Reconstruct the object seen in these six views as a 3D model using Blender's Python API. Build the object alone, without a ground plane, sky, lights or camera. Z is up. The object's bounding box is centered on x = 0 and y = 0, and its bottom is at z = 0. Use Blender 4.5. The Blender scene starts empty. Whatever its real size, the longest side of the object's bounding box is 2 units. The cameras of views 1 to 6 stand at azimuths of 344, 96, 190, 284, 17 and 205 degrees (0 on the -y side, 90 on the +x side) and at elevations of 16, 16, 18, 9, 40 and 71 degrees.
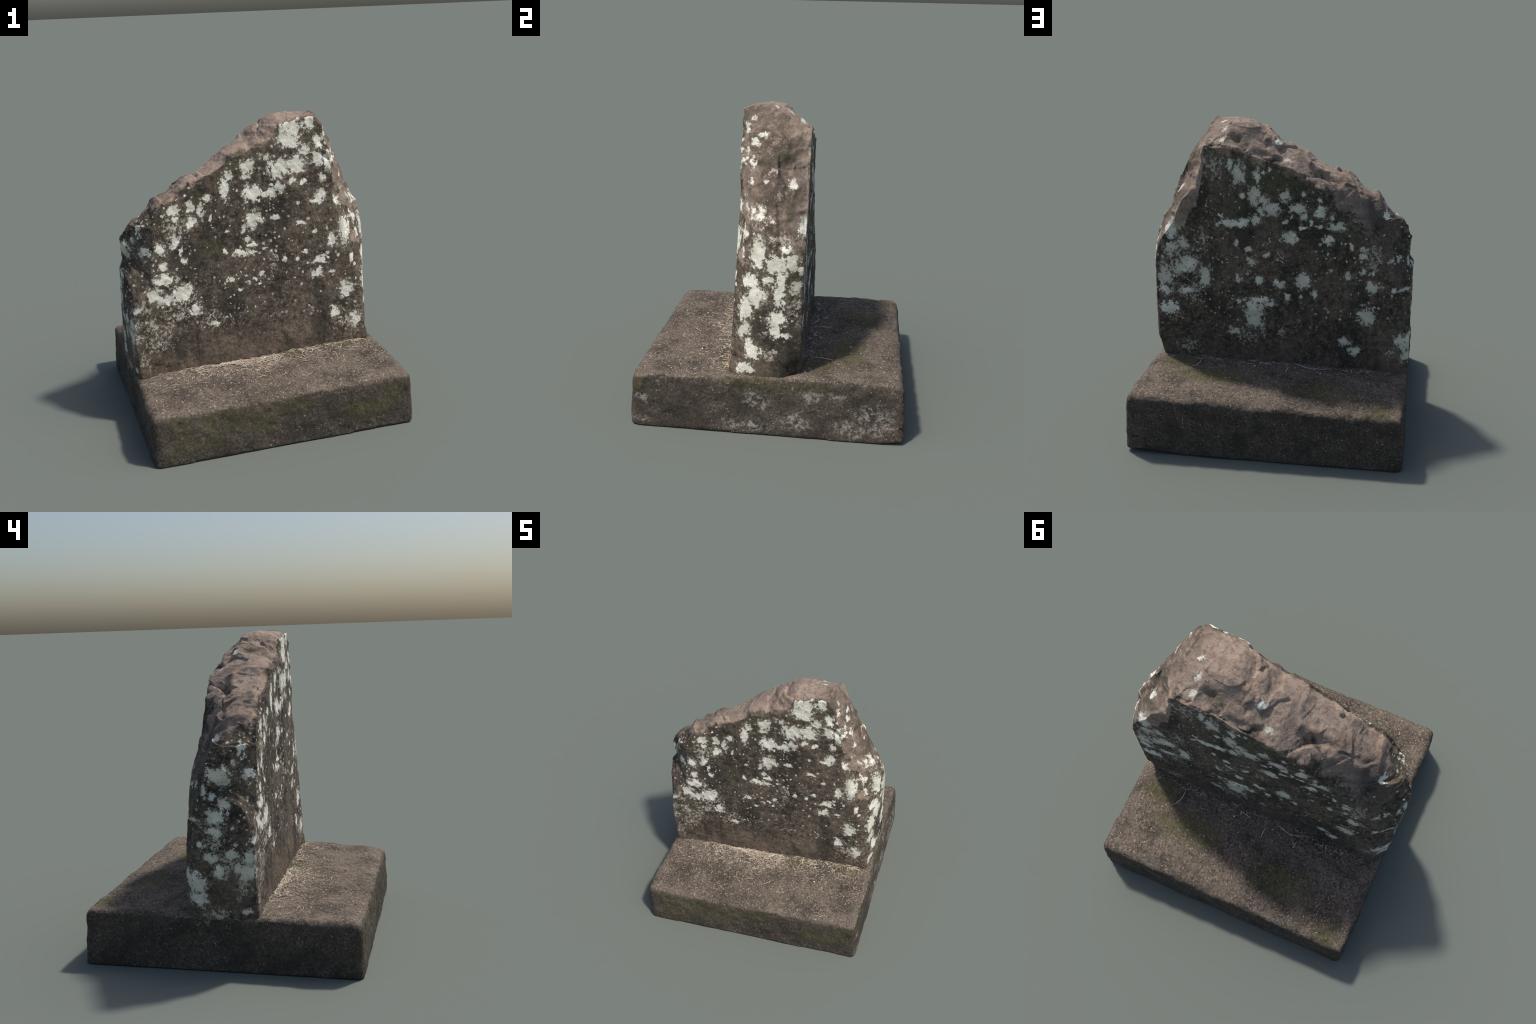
# A broken, lichen-covered upright stone slab standing on a worn square plinth,
# with dry straw, twigs, leaves and grit caught along the foot of the slab.
import bpy, bmesh, math, random
import numpy as np
from mathutils import Vector, Matrix
from mathutils.bvhtree import BVHTree

random.seed(11)
rng = np.random.default_rng(11)

# ------------------------------------------------------------------ noise ---
def _hash(ix, iy, iz, seed):
    h = (ix.astype(np.int64) * 374761393 + iy.astype(np.int64) * 668265263
         + iz.astype(np.int64) * 2147483647 + seed * 1274126177) & 0xFFFFFFFF
    h = ((h ^ (h >> 13)) * 1274126177) & 0xFFFFFFFF
    h = ((h ^ (h >> 16)) * 2246822519) & 0xFFFFFFFF
    return (h ^ (h >> 15)) & 0xFFFFFFFF

def vnoise(p, scale, seed=0):
    """smooth value noise in -1..1"""
    q = p * scale
    i = np.floor(q).astype(np.int64)
    f = q - i
    f = f * f * f * (f * (f * 6 - 15) + 10)
    out = np.zeros(len(p))
    for dx in (0, 1):
        for dy in (0, 1):
            for dz in (0, 1):
                w = ((f[:, 0] if dx else 1 - f[:, 0]) * (f[:, 1] if dy else 1 - f[:, 1])
                     * (f[:, 2] if dz else 1 - f[:, 2]))
                out += w * (_hash(i[:, 0] + dx, i[:, 1] + dy, i[:, 2] + dz, seed) / 2147483648.0 - 1.0)
    return out

def fbm(p, scale, octaves=4, seed=0, gain=0.5):
    out = np.zeros(len(p)); a = 1.0
    for o in range(octaves):
        out += a * vnoise(p + 3.7 * o, scale * 2 ** o, seed + o)
        a *= gain
    return out

def scoops(p, scale, seed=0):
    """squared distance to the nearest cell point: shallow bowls with sharp rims,
    the conchoidal scars of broken stone; about 0 in a bowl, 1 on a rim"""
    q = p * scale
    i = np.floor(q).astype(np.int64)
    best = np.full(len(p), 9.0)
    for dx in (-1, 0, 1):
        for dy in (-1, 0, 1):
            for dz in (-1, 0, 1):
                c = i + np.array([dx, dy, dz])
                pt = np.stack([_hash(c[:, 0], c[:, 1], c[:, 2], seed + k) / 4294967296.0 for k in range(3)], 1) + c
                best = np.minimum(best, ((q - pt) ** 2).sum(1))
    return np.clip(best, 0, 1)

def facets(p, scale, tilt, seed=0):
    """every cell of space carries its own randomly tilted plane: flat scars that meet
    in sharp ridges and small ledges; returns a height in metres"""
    q = p * scale
    i = np.floor(q).astype(np.int64)
    best = np.full(len(p), 9.0); h = np.zeros(len(p))
    for dx in (-1, 0, 1):
        for dy in (-1, 0, 1):
            for dz in (-1, 0, 1):
                c = i + np.array([dx, dy, dz])
                r = [_hash(c[:, 0], c[:, 1], c[:, 2], seed + k) / 4294967296.0 for k in range(6)]
                off = q - (np.stack(r[:3], 1) + c)
                d = (off ** 2).sum(1)
                v = (off * (np.stack(r[3:], 1) - .5)).sum(1) * 2 * tilt / scale
                near = d < best
                h = np.where(near, v, h); best = np.where(near, d, best)
    return h

def smoothstep(a, b, x):
    t = np.clip((x - a) / (b - a), 0, 1)
    return t * t * (3 - 2 * t)

def along(p, pts):
    """distance to a polyline"""
    best = np.full(len(p), 9.0)
    for a, b in zip(pts[:-1], pts[1:]):
        a = np.array(a); b = np.array(b); ab = b - a
        t = np.clip(((p - a) @ ab) / (ab @ ab), 0, 1)
        best = np.minimum(best, np.linalg.norm(p - a - t[:, None] * ab, axis=1))
    return best

# ------------------------------------------------------------- mesh helpers ---
scene = bpy.context.scene

def new_object(name, mesh, parent=None):
    ob = bpy.data.objects.new(name, mesh)
    scene.collection.objects.link(ob)
    if parent:
        ob.parent = parent
    return ob

def remeshed(name, verts, faces, voxel, prepare=None):
    """closed cage -> dense even mesh"""
    me = bpy.data.meshes.new(name)
    me.from_pydata([tuple(v) for v in verts], [], faces)
    bm = bmesh.new(); bm.from_mesh(me)
    if prepare:
        prepare(bm)
    bmesh.ops.triangulate(bm, faces=bm.faces[:])
    bmesh.ops.recalc_face_normals(bm, faces=bm.faces[:])
    bm.to_mesh(me); bm.free()
    tmp = bpy.data.objects.new("cage", me)
    scene.collection.objects.link(tmp)
    mod = tmp.modifiers.new("remesh", 'REMESH')
    mod.mode = 'VOXEL'; mod.voxel_size = voxel; mod.adaptivity = 0.0
    dg = bpy.context.evaluated_depsgraph_get()
    out = bpy.data.meshes.new_from_object(tmp.evaluated_get(dg))
    bpy.data.objects.remove(tmp); bpy.data.meshes.remove(me)
    out.name = name
    return out

def coords(me):
    co = np.empty(len(me.vertices) * 3); me.vertices.foreach_get("co", co)
    return co.reshape(-1, 3)

def normals(me):
    me.update()
    n = np.empty(len(me.vertices) * 3); me.vertex_normals.foreach_get("vector", n)
    return n.reshape(-1, 3)

def put(me, co):
    me.vertices.foreach_set("co", co.ravel()); me.update()

def relax(me, n, k=0.5):
    e = np.empty(len(me.edges) * 2, dtype=np.int32); me.edges.foreach_get("vertices", e)
    e = e.reshape(-1, 2); co = coords(me)
    deg = np.bincount(e.ravel(), minlength=len(co))[:, None]
    for _ in range(n):
        s = np.zeros_like(co)
        for a in range(3):
            s[:, a] = (np.bincount(e[:, 0], co[e[:, 1], a], len(co)) + np.bincount(e[:, 1], co[e[:, 0], a], len(co)))
        co = co + k * (s / deg - co)
    put(me, co)

def smooth_shade(me):
    me.polygons.foreach_set("use_smooth", [True] * len(me.polygons))

# ------------------------------------------------------------ node helpers ---
class Nodes:
    def __init__(self, name):
        self.mat = bpy.data.materials.new(name); self.mat.use_nodes = True
        self.t = self.mat.node_tree; self.t.nodes.clear()
        self.out = self.t.nodes.new("ShaderNodeOutputMaterial")
        self.co = self.t.nodes.new("ShaderNodeTexCoord").outputs["Object"]
        turn = self.t.nodes.new("ShaderNodeMapping"); turn.inputs["Rotation"].default_value = (.62, .41, .93)
        self.t.links.new(self.co, turn.inputs["Vector"])
        self.turned = turn.outputs["Vector"]        # noise lattices must not line up with the flat faces
    def put(self, sock, val):
        if hasattr(val, "is_output"):
            self.t.links.new(val, sock)
        elif val is not None:
            if hasattr(sock.default_value, "__len__") and not hasattr(val, "__len__"):
                val = [val] * len(sock.default_value)
            if hasattr(val, "__len__") and len(sock.default_value) == 4 and len(val) == 3:
                val = (*val, 1.0)
            sock.default_value = val
    def math(self, op, a, b=None, c=None, clamp=False):
        n = self.t.nodes.new("ShaderNodeMath"); n.operation = op; n.use_clamp = clamp
        for s, v in zip(n.inputs, (a, b, c)):
            self.put(s, v)
        return n.outputs[0]
    def vec(self, op, a, b=None, c=None):
        n = self.t.nodes.new("ShaderNodeVectorMath"); n.operation = op
        for s, v in zip(n.inputs, (a, b, c)):
            if v is not None:
                self.put(s, v)
        return n.outputs["Value"] if op in ("LENGTH", "DOT_PRODUCT", "DISTANCE") else n.outputs["Vector"]
    def scaled(self, v, k):
        return self.vec("MULTIPLY", v, (k, k, k))
    def noise(self, scale, detail=4, rough=0.55, vec=None, offset=None, color=False, dist=0.0):
        n = self.t.nodes.new("ShaderNodeTexNoise")
        v = vec if vec is not None else self.turned
        if offset:
            v = self.vec("ADD", v, offset)
        self.put(n.inputs["Vector"], v)
        n.inputs["Scale"].default_value = scale; n.inputs["Detail"].default_value = detail
        n.inputs["Roughness"].default_value = rough; n.inputs["Distortion"].default_value = dist
        return n.outputs["Color"] if color else n.outputs["Fac"]
    def voronoi(self, scale, vec=None, feature='F1', out="Distance", rand=1.0):
        n = self.t.nodes.new("ShaderNodeTexVoronoi"); n.feature = feature
        self.put(n.inputs["Vector"], vec if vec is not None else self.co)
        n.inputs["Scale"].default_value = scale; n.inputs["Randomness"].default_value = rand
        return n.outputs[out]
    def step(self, x, a, b, lo=0.0, hi=1.0):
        n = self.t.nodes.new("ShaderNodeMapRange"); n.interpolation_type = 'SMOOTHSTEP'
        for s, v in zip(n.inputs, (x, a, b, lo, hi)):
            self.put(s, v)
        return n.outputs[0]
    def mix(self, f, a, b, blend='MIX'):
        n = self.t.nodes.new("ShaderNodeMix"); n.data_type = 'RGBA'; n.blend_type = blend
        self.put(n.inputs[0], f); self.put(n.inputs[6], a); self.put(n.inputs[7], b)
        return n.outputs[2]
    def curve(self, x, pts):
        """piecewise linear function of x through (x, y) points"""
        x0, x1 = pts[0][0], pts[-1][0]
        ys = [p[1] for p in pts]; lo, hi = min(ys), max(ys)
        n = self.t.nodes.new("ShaderNodeFloatCurve"); c = n.mapping.curves[0]
        q = [((p[0] - x0) / (x1 - x0), (p[1] - lo) / (hi - lo)) for p in pts]
        c.points[0].location = q[0]; c.points[1].location = q[-1]
        for a in q[1:-1]:
            c.points.new(*a)
        for a in c.points:
            a.handle_type = 'VECTOR'
        n.mapping.update()
        self.put(n.inputs["Value"], self.step_lin(x, x0, x1))
        return self.math('MULTIPLY_ADD', n.outputs[0], hi - lo, lo)
    def step_lin(self, x, a, b):
        n = self.t.nodes.new("ShaderNodeMapRange"); n.interpolation_type = 'LINEAR'
        for s, v in zip(n.inputs, (x, a, b, 0.0, 1.0)):
            self.put(s, v)
        return n.outputs[0]
    def spots(self, vec, centres):
        """smallest normalised distance to a set of ellipsoids (centre, radii): <1 inside"""
        best = None
        for (cx, cy, cz), (rx, ry, rz) in centres:
            s = (1 / rx, 1 / ry, 1 / rz)
            d = self.vec("LENGTH", self.vec("MULTIPLY_ADD", vec, s, (-cx / rx, -cy / ry, -cz / rz)))
            best = d if best is None else self.math('MINIMUM', best, d)
        return best
    def finish(self, color, rough=0.9, height=None, bump=0.5, distance=0.01, spec=0.25):
        b = self.t.nodes.new("ShaderNodeBsdfPrincipled")
        self.put(b.inputs["Base Color"], color); self.put(b.inputs["Roughness"], rough)
        b.inputs["Specular IOR Level"].default_value = spec
        if height is not None:
            n = self.t.nodes.new("ShaderNodeBump"); n.inputs["Strength"].default_value = bump
            n.inputs["Distance"].default_value = distance
            self.put(n.inputs["Height"], height); self.t.links.new(n.outputs[0], b.inputs["Normal"])
        self.t.links.new(b.outputs[0], self.out.inputs[0])
        return self.mat

# ================================================================== PLINTH ===
# plan corners (x, y), measured at the ground; the top dips from the slab to the rims
def build_plinth(parent):
    low = [(-.868, -.869), (.858, -.855), (.882, .864), (-.868, .860)]
    high = [(-.870, -.860), (.850, -.850), (.868, .847), (-.864, .842)]
    verts = [(x, y, 0.0) for x, y in low] + [(x, y, .33) for x, y in high]
    faces = [(3, 2, 1, 0), (4, 5, 6, 7), (0, 1, 5, 4), (1, 2, 6, 5), (2, 3, 7, 6), (3, 0, 4, 7)]
    def round_edges(bm):
        rim = [e for e in bm.edges if max(v.co.z for v in e.verts) > .2]
        bmesh.ops.bevel(bm, geom=rim, offset=.040, segments=4, profile=.5, affect='EDGES')
    me = remeshed("plinth", verts, faces, .0085, round_edges)
    co = coords(me)
    up = smoothstep(.12, .29, co[:, 2])
    x, y = co[:, 0], co[:, 1]
    # height of the upper face over the depth: rim, foot of the slab, rim; for the left and right end
    depth = [-.86, -.72, -.45, -.21, .20, .45, .72, .86]
    left = np.interp(y, depth, [.322, .335, .339, .338, .345, .353, .352, .340])
    right = np.interp(y, depth, [.342, .360, .371, .379, .404, .405, .398, .382])
    f = (x / .87 + 1) / 2
    co[:, 2] += up * (left + (right - left) * f - .33)
    # worn hollows along the rims
    rim = smoothstep(.20, .36, co[:, 2]) * smoothstep(.70, .86, np.maximum(np.abs(x), np.abs(y)))
    co[:, 2] -= rim * .012 * np.clip(fbm(co, 4.0, 3, 5) + .2, 0, 1.2)
    co[:, 2] -= rim * .010 * np.clip(fbm(co, 9, 3, 6) - .15, 0, 1)
    put(me, co); n = normals(me)
    away = smoothstep(.0, .03, co[:, 2])
    d = .007 * fbm(co, 3.2, 3, 21) + .0040 * fbm(co, 14, 3, 31) + .0016 * vnoise(co, 60, 41) + .0012 * vnoise(co, 95, 42)
    d -= .010 * np.clip(fbm(co, 20, 3, 51) - .50, 0, 1)                        # pits
    co = co + n * (d * (.25 + .75 * away))[:, None]
    # lifted, gnawed lower corner at the back
    c = np.exp(-((co[:, 0] - .80) ** 2 / .20 ** 2 + (co[:, 1] - .85) ** 2 / .10 ** 2)) * (co[:, 2] < .1)
    co[:, 2] += .022 * c
    co[:, 2] -= co[:, 2].min()
    put(me, co); relax(me, 1, .3); smooth_shade(me)
    co = coords(me); co[:, 2] = np.maximum(co[:, 2] - co[:, 2].min(), 0); put(me, co)
    return new_object("plinth", me, parent)

# ==================================================================== SLAB ===
# outlines (x, z) of the slab at six depths y, from the left foot over the top to the right foot
OUTLINES = [
 (-.207, [(-.825,.29),(-.845,.60),(-.842,.775),(-.80,.86),(-.705,.93),(-.675,1.28),(-.678,1.375),(-.645,1.435),(-.560,1.505),
   (-.44,1.525),(-.29,1.650),(-.15,1.730),(0,1.757),(.13,1.83),(.183,1.92),(.32,1.962),(.44,1.975),(.487,1.88),(.530,1.74),
   (.560,1.59),(.565,1.42),(.615,1.27),(.675,1.06),(.738,.74),(.785,.50),(.810,.29)]),
 (-.150, [(-.835,.29),(-.855,.60),(-.862,.80),(-.855,1.0),(-.770,1.045),(-.758,1.25),(-.750,1.37),(-.69,1.443),(-.645,1.488),
   (-.46,1.612),(-.29,1.700),(-.14,1.768),(0,1.815),(.12,1.93),(.20,1.975),(.33,1.992),(.462,1.992),(.535,1.87),(.58,1.74),
   (.63,1.585),(.668,1.42),(.735,1.265),(.778,1.07),(.802,.75),(.812,.50),(.812,.29)]),
 (-.060, [(-.858,.29),(-.865,.60),(-.878,.80),(-.882,1.065),(-.836,1.128),(-.862,1.255),(-.785,1.365),(-.69,1.448),(-.60,1.53),
   (-.46,1.613),(-.29,1.698),(-.14,1.770),(0,1.860),(.12,1.955),(.21,1.995),(.37,2.000),(.465,1.995),(.56,1.86),(.625,1.73),
   (.685,1.60),(.752,1.42),(.825,1.262),(.838,1.08),(.842,.75),(.842,.50),(.820,.29)]),
 (.030, [(-.862,.29),(-.868,.60),(-.880,.80),(-.878,1.03),(-.855,1.095),(-.857,1.235),(-.765,1.335),(-.665,1.41),(-.59,1.505),
   (-.46,1.575),(-.29,1.640),(-.14,1.747),(0,1.866),(.11,1.945),(.20,1.985),(.34,1.978),(.475,1.950),(.56,1.845),(.65,1.70),
   (.705,1.60),(.765,1.42),(.852,1.25),(.855,1.08),(.857,.75),(.852,.50),(.818,.29)]),
 (.120, [(-.868,.29),(-.878,.60),(-.872,.80),(-.858,1.00),(-.825,1.075),(-.805,1.145),(-.735,1.215),(-.665,1.285),(-.595,1.355),
   (-.455,1.455),(-.29,1.60),(-.14,1.712),(0,1.820),(.10,1.885),(.19,1.893),(.34,1.925),(.475,1.905),(.54,1.77),(.605,1.65),
   (.675,1.57),(.745,1.42),(.832,1.24),(.856,1.08),(.862,.75),(.860,.50),(.810,.29)]),
 (.203, [(-.812,.29),(-.802,.60),(-.78,.80),(-.762,.98),(-.755,1.05),(-.725,1.11),(-.69,1.155),(-.66,1.19),(-.61,1.23),
   (-.48,1.315),(-.30,1.560),(-.15,1.672),(-.02,1.745),(.11,1.785),(.20,1.820),(.33,1.850),(.465,1.845),(.505,1.72),(.535,1.58),
   (.63,1.50),(.69,1.36),(.795,1.21),(.828,1.08),(.828,.75),(.820,.50),(.790,.29)]),
]

STRATA = np.array([1.0, .8, 1.35])     # scars are wider than tall

def build_slab(parent):
    # resample every outline finely, then blend between depths
    def fine(pts, per=6):
        out = []
        for a, b in zip(pts[:-1], pts[1:]):
            for k in range(per):
                t = k / per
                out.append((a[0] + (b[0] - a[0]) * t, a[1] + (b[1] - a[1]) * t))
        return out + [pts[-1]]
    rings, steps = [], 4
    for (y0, o0), (y1, o1) in zip(OUTLINES[:-1], OUTLINES[1:]):
        a, b = fine(o0), fine(o1)
        for k in range(steps):
            t = k / steps
            rings.append([(p[0] + (q[0] - p[0]) * t, y0 + (y1 - y0) * t, p[1] + (q[1] - p[1]) * t) for p, q in zip(a, b)])
    rings.append([(p[0], OUTLINES[-1][0], p[1]) for p in fine(OUTLINES[-1][1])])
    m = len(rings[0]); verts = [v for r in rings for v in r]; faces = []
    for i in range(len(rings) - 1):
        for j in range(m):
            k = (j + 1) % m
            faces.append((i * m + j, i * m + k, (i + 1) * m + k, (i + 1) * m + j))
    faces.append(tuple(range(m))); faces.append(tuple(reversed(range((len(rings) - 1) * m, len(rings) * m))))
    me = remeshed("broken_slab", verts, faces, .0058)
    relax(me, 1, .5)
    # the two dressed faces are not quite parallel: the front leans out at the foot and the left
    co = coords(me); x, y, z = co.T
    front = smoothstep(.0, -.18, y)
    co[:, 1] -= front * (.011 + .016 * (1 - smoothstep(.3, 1.5, z)) + .015 * smoothstep(.2, -.7, x) - .006 * smoothstep(.1, .5, x))
    co[:, 1] -= smoothstep(.0, .18, y) * (.030 * smoothstep(.1, -.6, x) * (.45 + .55 * smoothstep(.70, 1.05, z)) - .008 * smoothstep(.3, .7, x))
    put(me, co)
    n = normals(me); x, y, z = co.T
    # how much a spot belongs to the broken rim rather than to the two dressed faces
    broken = 1 - smoothstep(.70, .97, np.abs(n[:, 1]))
    upper = smoothstep(1.15, 1.35, z)
    warp = np.stack([fbm(co, 5, 2, s) for s in (61, 62, 63)], 1) * .05
    rim = broken * (.30 + .70 * upper)
    q = co * STRATA + warp * .6
    q = co * STRATA + warp * .6
    # broken rim: wide flat scars, smaller ones between, shallow bowls; the plateau beside the peak stays plain
    plain = smoothstep(.10, .17, x) * (1 - smoothstep(.44, .52, x)) * smoothstep(1.90, 1.95, z)
    low = (1 - .6 * smoothstep(1.30, 1.05, z)) 
    left = 1 - .9 * smoothstep(.40, .50, x)
    d = rim * low * (1 - .7 * plain) * np.clip(left * (facets(q, 5.0, .20, 171) + .25 * facets(q, 11.0, .26, 75))
        + .030 * (scoops(q, 6.0, 72) - .42) + .013 * (scoops(q, 12.5, 77) - .4) + .0025 * fbm(co, 24, 3, 73)
        + (1 - left) * .005 * fbm(co, 9, 3, 78), -.021, .016 - .005 * smoothstep(.1, -.3, x))
    # the arris between back and break is chipped and rolls over
    arris = np.clip(4 * broken * (1 - broken), 0, 1) * smoothstep(.06, .16, y) * smoothstep(.5, .9, z)
    d -= arris * (.020 * np.clip(fbm(co, 6.5, 4, 76), -.35, .8))
    flat = 1 - broken
    d += flat * (.0045 * fbm(co, 5, 3, 81) + .0030 * (scoops(co + warp, 16, 82) - .4) + .0022 * fbm(co, 26, 3, 83))
    d += .0010 * vnoise(co, 80, 91) + .0008 * vnoise(co, 130, 92)
    # hand-placed cuts (negative) and swellings (positive): path, radius, depth
    strokes = [
        ([(.60,.025,1.73),(.655,.035,1.70),(.69,.075,1.57)], .024, -.014),          # crevices of the right shoulder
        ([(.765,.050,1.45),(.79,.060,1.34),(.85,.078,1.22)], .024, -.024),
        ([(.66,.10,1.66),(.70,.11,1.50),(.78,.12,1.36)], .050, -.008),              # recess behind them
        ([(.50,-.205,1.715),(.565,-.205,1.665),(.592,-.205,1.57)], .020, -.018),    # scar at the front right edge
        ([(.46,-.21,1.77),(.53,-.21,1.73),(.56,-.21,1.66)], .020, .010),
        ([(.178,-.205,1.93),(.168,-.205,1.86)], .022, -.022),                       # notch beside the plateau
        ([(-.60,-.20,1.53),(-.615,-.19,1.46)], .024, -.011),                        # slot under the left step
        ([(-.70,-.20,1.41),(-.665,-.205,1.37)], .026, -.009),
        ([(.30,.13,1.915),(.26,.14,1.90)], .032, -.018),                            # hollows under the peak
        ([(.10,.12,1.885),(.065,.13,1.86)], .030, -.018),
        ([(.21,.17,1.815),(.12,.18,1.80),(.07,.17,1.80)], .024, -.014),
        ([(.39,.215,1.812),(.30,.215,1.790),(.24,.21,1.80)], .026, -.016),          # undercut below the lip
        ([(.39,.20,1.855),(.30,.19,1.838),(.265,.19,1.838)], .022, .014),           # the lip
        ([(-.03,.155,1.77),(.03,.165,1.745)], .030, -.016),
        ([(-.02,.14,1.795),(.03,.14,1.80)], .022, .012),
        ([(-.226,.065,1.685),(-.30,.050,1.627),(-.394,.025,1.605)], .026, -.016),   # crease across the back slope
        ([(-.20,.02,1.72),(-.30,.01,1.675),(-.40,-.02,1.65)], .032, .010),
        ([(-.22,.205,1.595),(-.30,.205,1.54)], .022, -.010),
        ([(-.33,.15,1.545),(-.42,.12,1.515),(-.47,.11,1.50)], .028, -.018),
        ([(-.513,.02,1.545),(-.55,.015,1.53)], .028, -.013),
        ([(-.597,.01,1.515),(-.62,.0,1.49)], .028, -.011),
        ([(-.632,.185,1.253),(-.55,.20,1.29),(-.44,.205,1.34)], .018, .007),        # brown lip at the end of the break
        ([(-.70,.03,1.36),(-.60,.10,1.37),(-.52,.15,1.38)], .050, -.010),
        ([(-.846,-.105,1.138),(-.805,-.155,1.03),(-.758,-.190,.915)], .016, .014),  # rim of the broken left corner
        ([(-.846,-.100,1.150),(-.855,.02,1.095)], .016, -.016),
        ([(-.86,.19,.93),(-.87,.10,.85),(-.87,.06,.80)], .028, -.010),              # cross crack low on the left end
        ([(-.855,.185,1.00),(-.855,.16,.98)], .040, .012),
        ([(.81,-.22,.37),(.77,-.225,.40)], .055, .012),                             # foot at the front right
        ([(.84,-.19,.47),(.78,-.205,.49)], .024, -.012),
        ([(.84,.20,.36),(.83,.19,.44)], .055, -.040),                               # gnawed back right foot
        ([(.00,-.23,.885),(.07,-.23,.895),(.13,-.23,.88)], .008, -.006),  # crack on the front face
        ([(.20,-.23,.88),(.24,-.23,.86)], .008, -.006),
        ([(.02,-.21,1.19),(-.05,-.21,1.16)], .030, -.007),
    ]
    for path, r, depth in strokes:
        t = along(co, path) / r
        d += depth * np.exp(-t ** 2 * 1.3) * (1 + .35 * vnoise(co, 22, 99))
    # fractures stay crisp: recess of the rear half of the right shoulder
    cre = np.interp(z, [1.2, 1.35, 1.45, 1.57, 1.70], [.085, .062, .052, .078, .030])
    d -= .009 * smoothstep(0, .018, y - cre) * (1 - smoothstep(.05, .12, y - cre)) * smoothstep(.55, .62, x) * smoothstep(1.18, 1.27, z) * (1 - smoothstep(1.66, 1.74, z))
    co = co + n * d[:, None]
    co[:, 2] -= (co[:, 2].max() - 2.0) * smoothstep(1.4, 2.0, co[:, 2])
    put(me, co)
    relax(me, 26, .5); soft = coords(me); k = (.8 * arris)[:, None]
    put(me, co + (soft - co) * k)
    relax(me, 1, .35); smooth_shade(me)
    return new_object("broken_slab", me, parent)

# lichen crusts: where they sit on each face (along, up, half width, half height)
LICHEN_FRONT = [
    (0.275, 1.91, 0.077, 0.065), (0.239, 1.84, 0.068, 0.049), (0.28, 1.809, 0.043, 0.041), (0.404, 1.932, 0.049, 0.04),
    (0.462, 1.806, 0.035, 0.042), (0.365, 1.756, 0.035, 0.041), (0.465, 1.69, 0.049, 0.05), (0.53, 1.676, 0.021, 0.075),
    (0.574, 1.68, 0.018, 0.036), (0.19, 1.656, 0.072, 0.063), (0.302, 1.663, 0.073, 0.053), (0.098, 1.729, 0.043, 0.024),
    (-0.03, 1.676, 0.047, 0.049), (-0.05, 1.612, 0.025, 0.019), (-0.162, 1.639, 0.029, 0.029), (-0.187, 1.543, 0.028, 0.073),
    (-0.004, 1.501, 0.059, 0.058), (0.115, 1.489, 0.06, 0.025), (0.185, 1.524, 0.034, 0.037), (0.134, 1.545, 0.017, 0.016),
    (0.273, 1.557, 0.031, 0.02), (0.351, 1.541, 0.026, 0.02), (0.472, 1.437, 0.042, 0.044), (0.427, 1.404, 0.044, 0.014),
    (0.492, 1.562, 0.027, 0.025), (0.587, 1.4, 0.022, 0.043), (0.651, 1.428, 0.018, 0.06), (-0.003, 1.325, 0.054, 0.059),
    (-0.074, 1.265, 0.02, 0.02), (0.152, 1.322, 0.029, 0.02), (-0.314, 1.498, 0.036, 0.022), (-0.36, 1.421, 0.023, 0.046),
    (-0.297, 1.365, 0.012, 0.025), (-0.42, 1.452, 0.023, 0.041), (-0.538, 1.44, 0.04, 0.041), (-0.526, 1.381, 0.024, 0.016),
    (-0.421, 1.353, 0.029, 0.033), (-0.536, 1.233, 0.041, 0.041), (-0.499, 1.162, 0.013, 0.02), (-0.487, 1.102, 0.02, 0.02),
    (-0.636, 1.195, 0.032, 0.043), (-0.743, 1.175, 0.032, 0.046), (-0.773, 1.31, 0.023, 0.073), (-0.043, 1.194, 0.024, 0.027),
    (-0.016, 1.148, 0.031, 0.015), (-0.099, 1.106, 0.055, 0.02), (-0.2, 1.132, 0.017, 0.02), (-0.035, 1.107, 0.034, 0.012),
    (-0.182, 1.26, 0.014, 0.013), (0.075, 1.12, 0.017, 0.01), (0.203, 1.027, 0.018, 0.018), (0.292, 1.025, 0.018, 0.016),
    (0.356, 1.064, 0.023, 0.015), (0.325, 1.267, 0.029, 0.013), (0.471, 0.989, 0.051, 0.025), (0.433, 0.913, 0.046, 0.025),
    (0.551, 0.886, 0.015, 0.022), (0.436, 1.191, 0.018, 0.017), (-0.176, 0.94, 0.021, 0.021), (-0.056, 0.907, 0.01, 0.011),
    (-0.009, 0.918, 0.014, 0.014), (0.041, 0.942, 0.016, 0.016), (-0.119, 0.854, 0.017, 0.014), (0.03, 0.882, 0.011, 0.011),
    (0.556, 0.603, 0.033, 0.033), (0.715, 0.544, 0.038, 0.047), (0.651, 0.755, 0.053, 0.054), (0.648, 1.185, 0.046, 0.097),
    (0.556, 1.125, 0.027, 0.044), (0.688, 0.986, 0.015, 0.033), (-0.294, 0.643, 0.025, 0.017), (-0.626, 0.992, 0.078, 0.037),
    (-0.687, 0.895, 0.045, 0.047), (-0.603, 0.849, 0.074, 0.034), (-0.509, 0.883, 0.075, 0.062), (-0.432, 0.769, 0.042, 0.044),
    (-0.629, 1.074, 0.03, 0.03),
]
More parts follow.
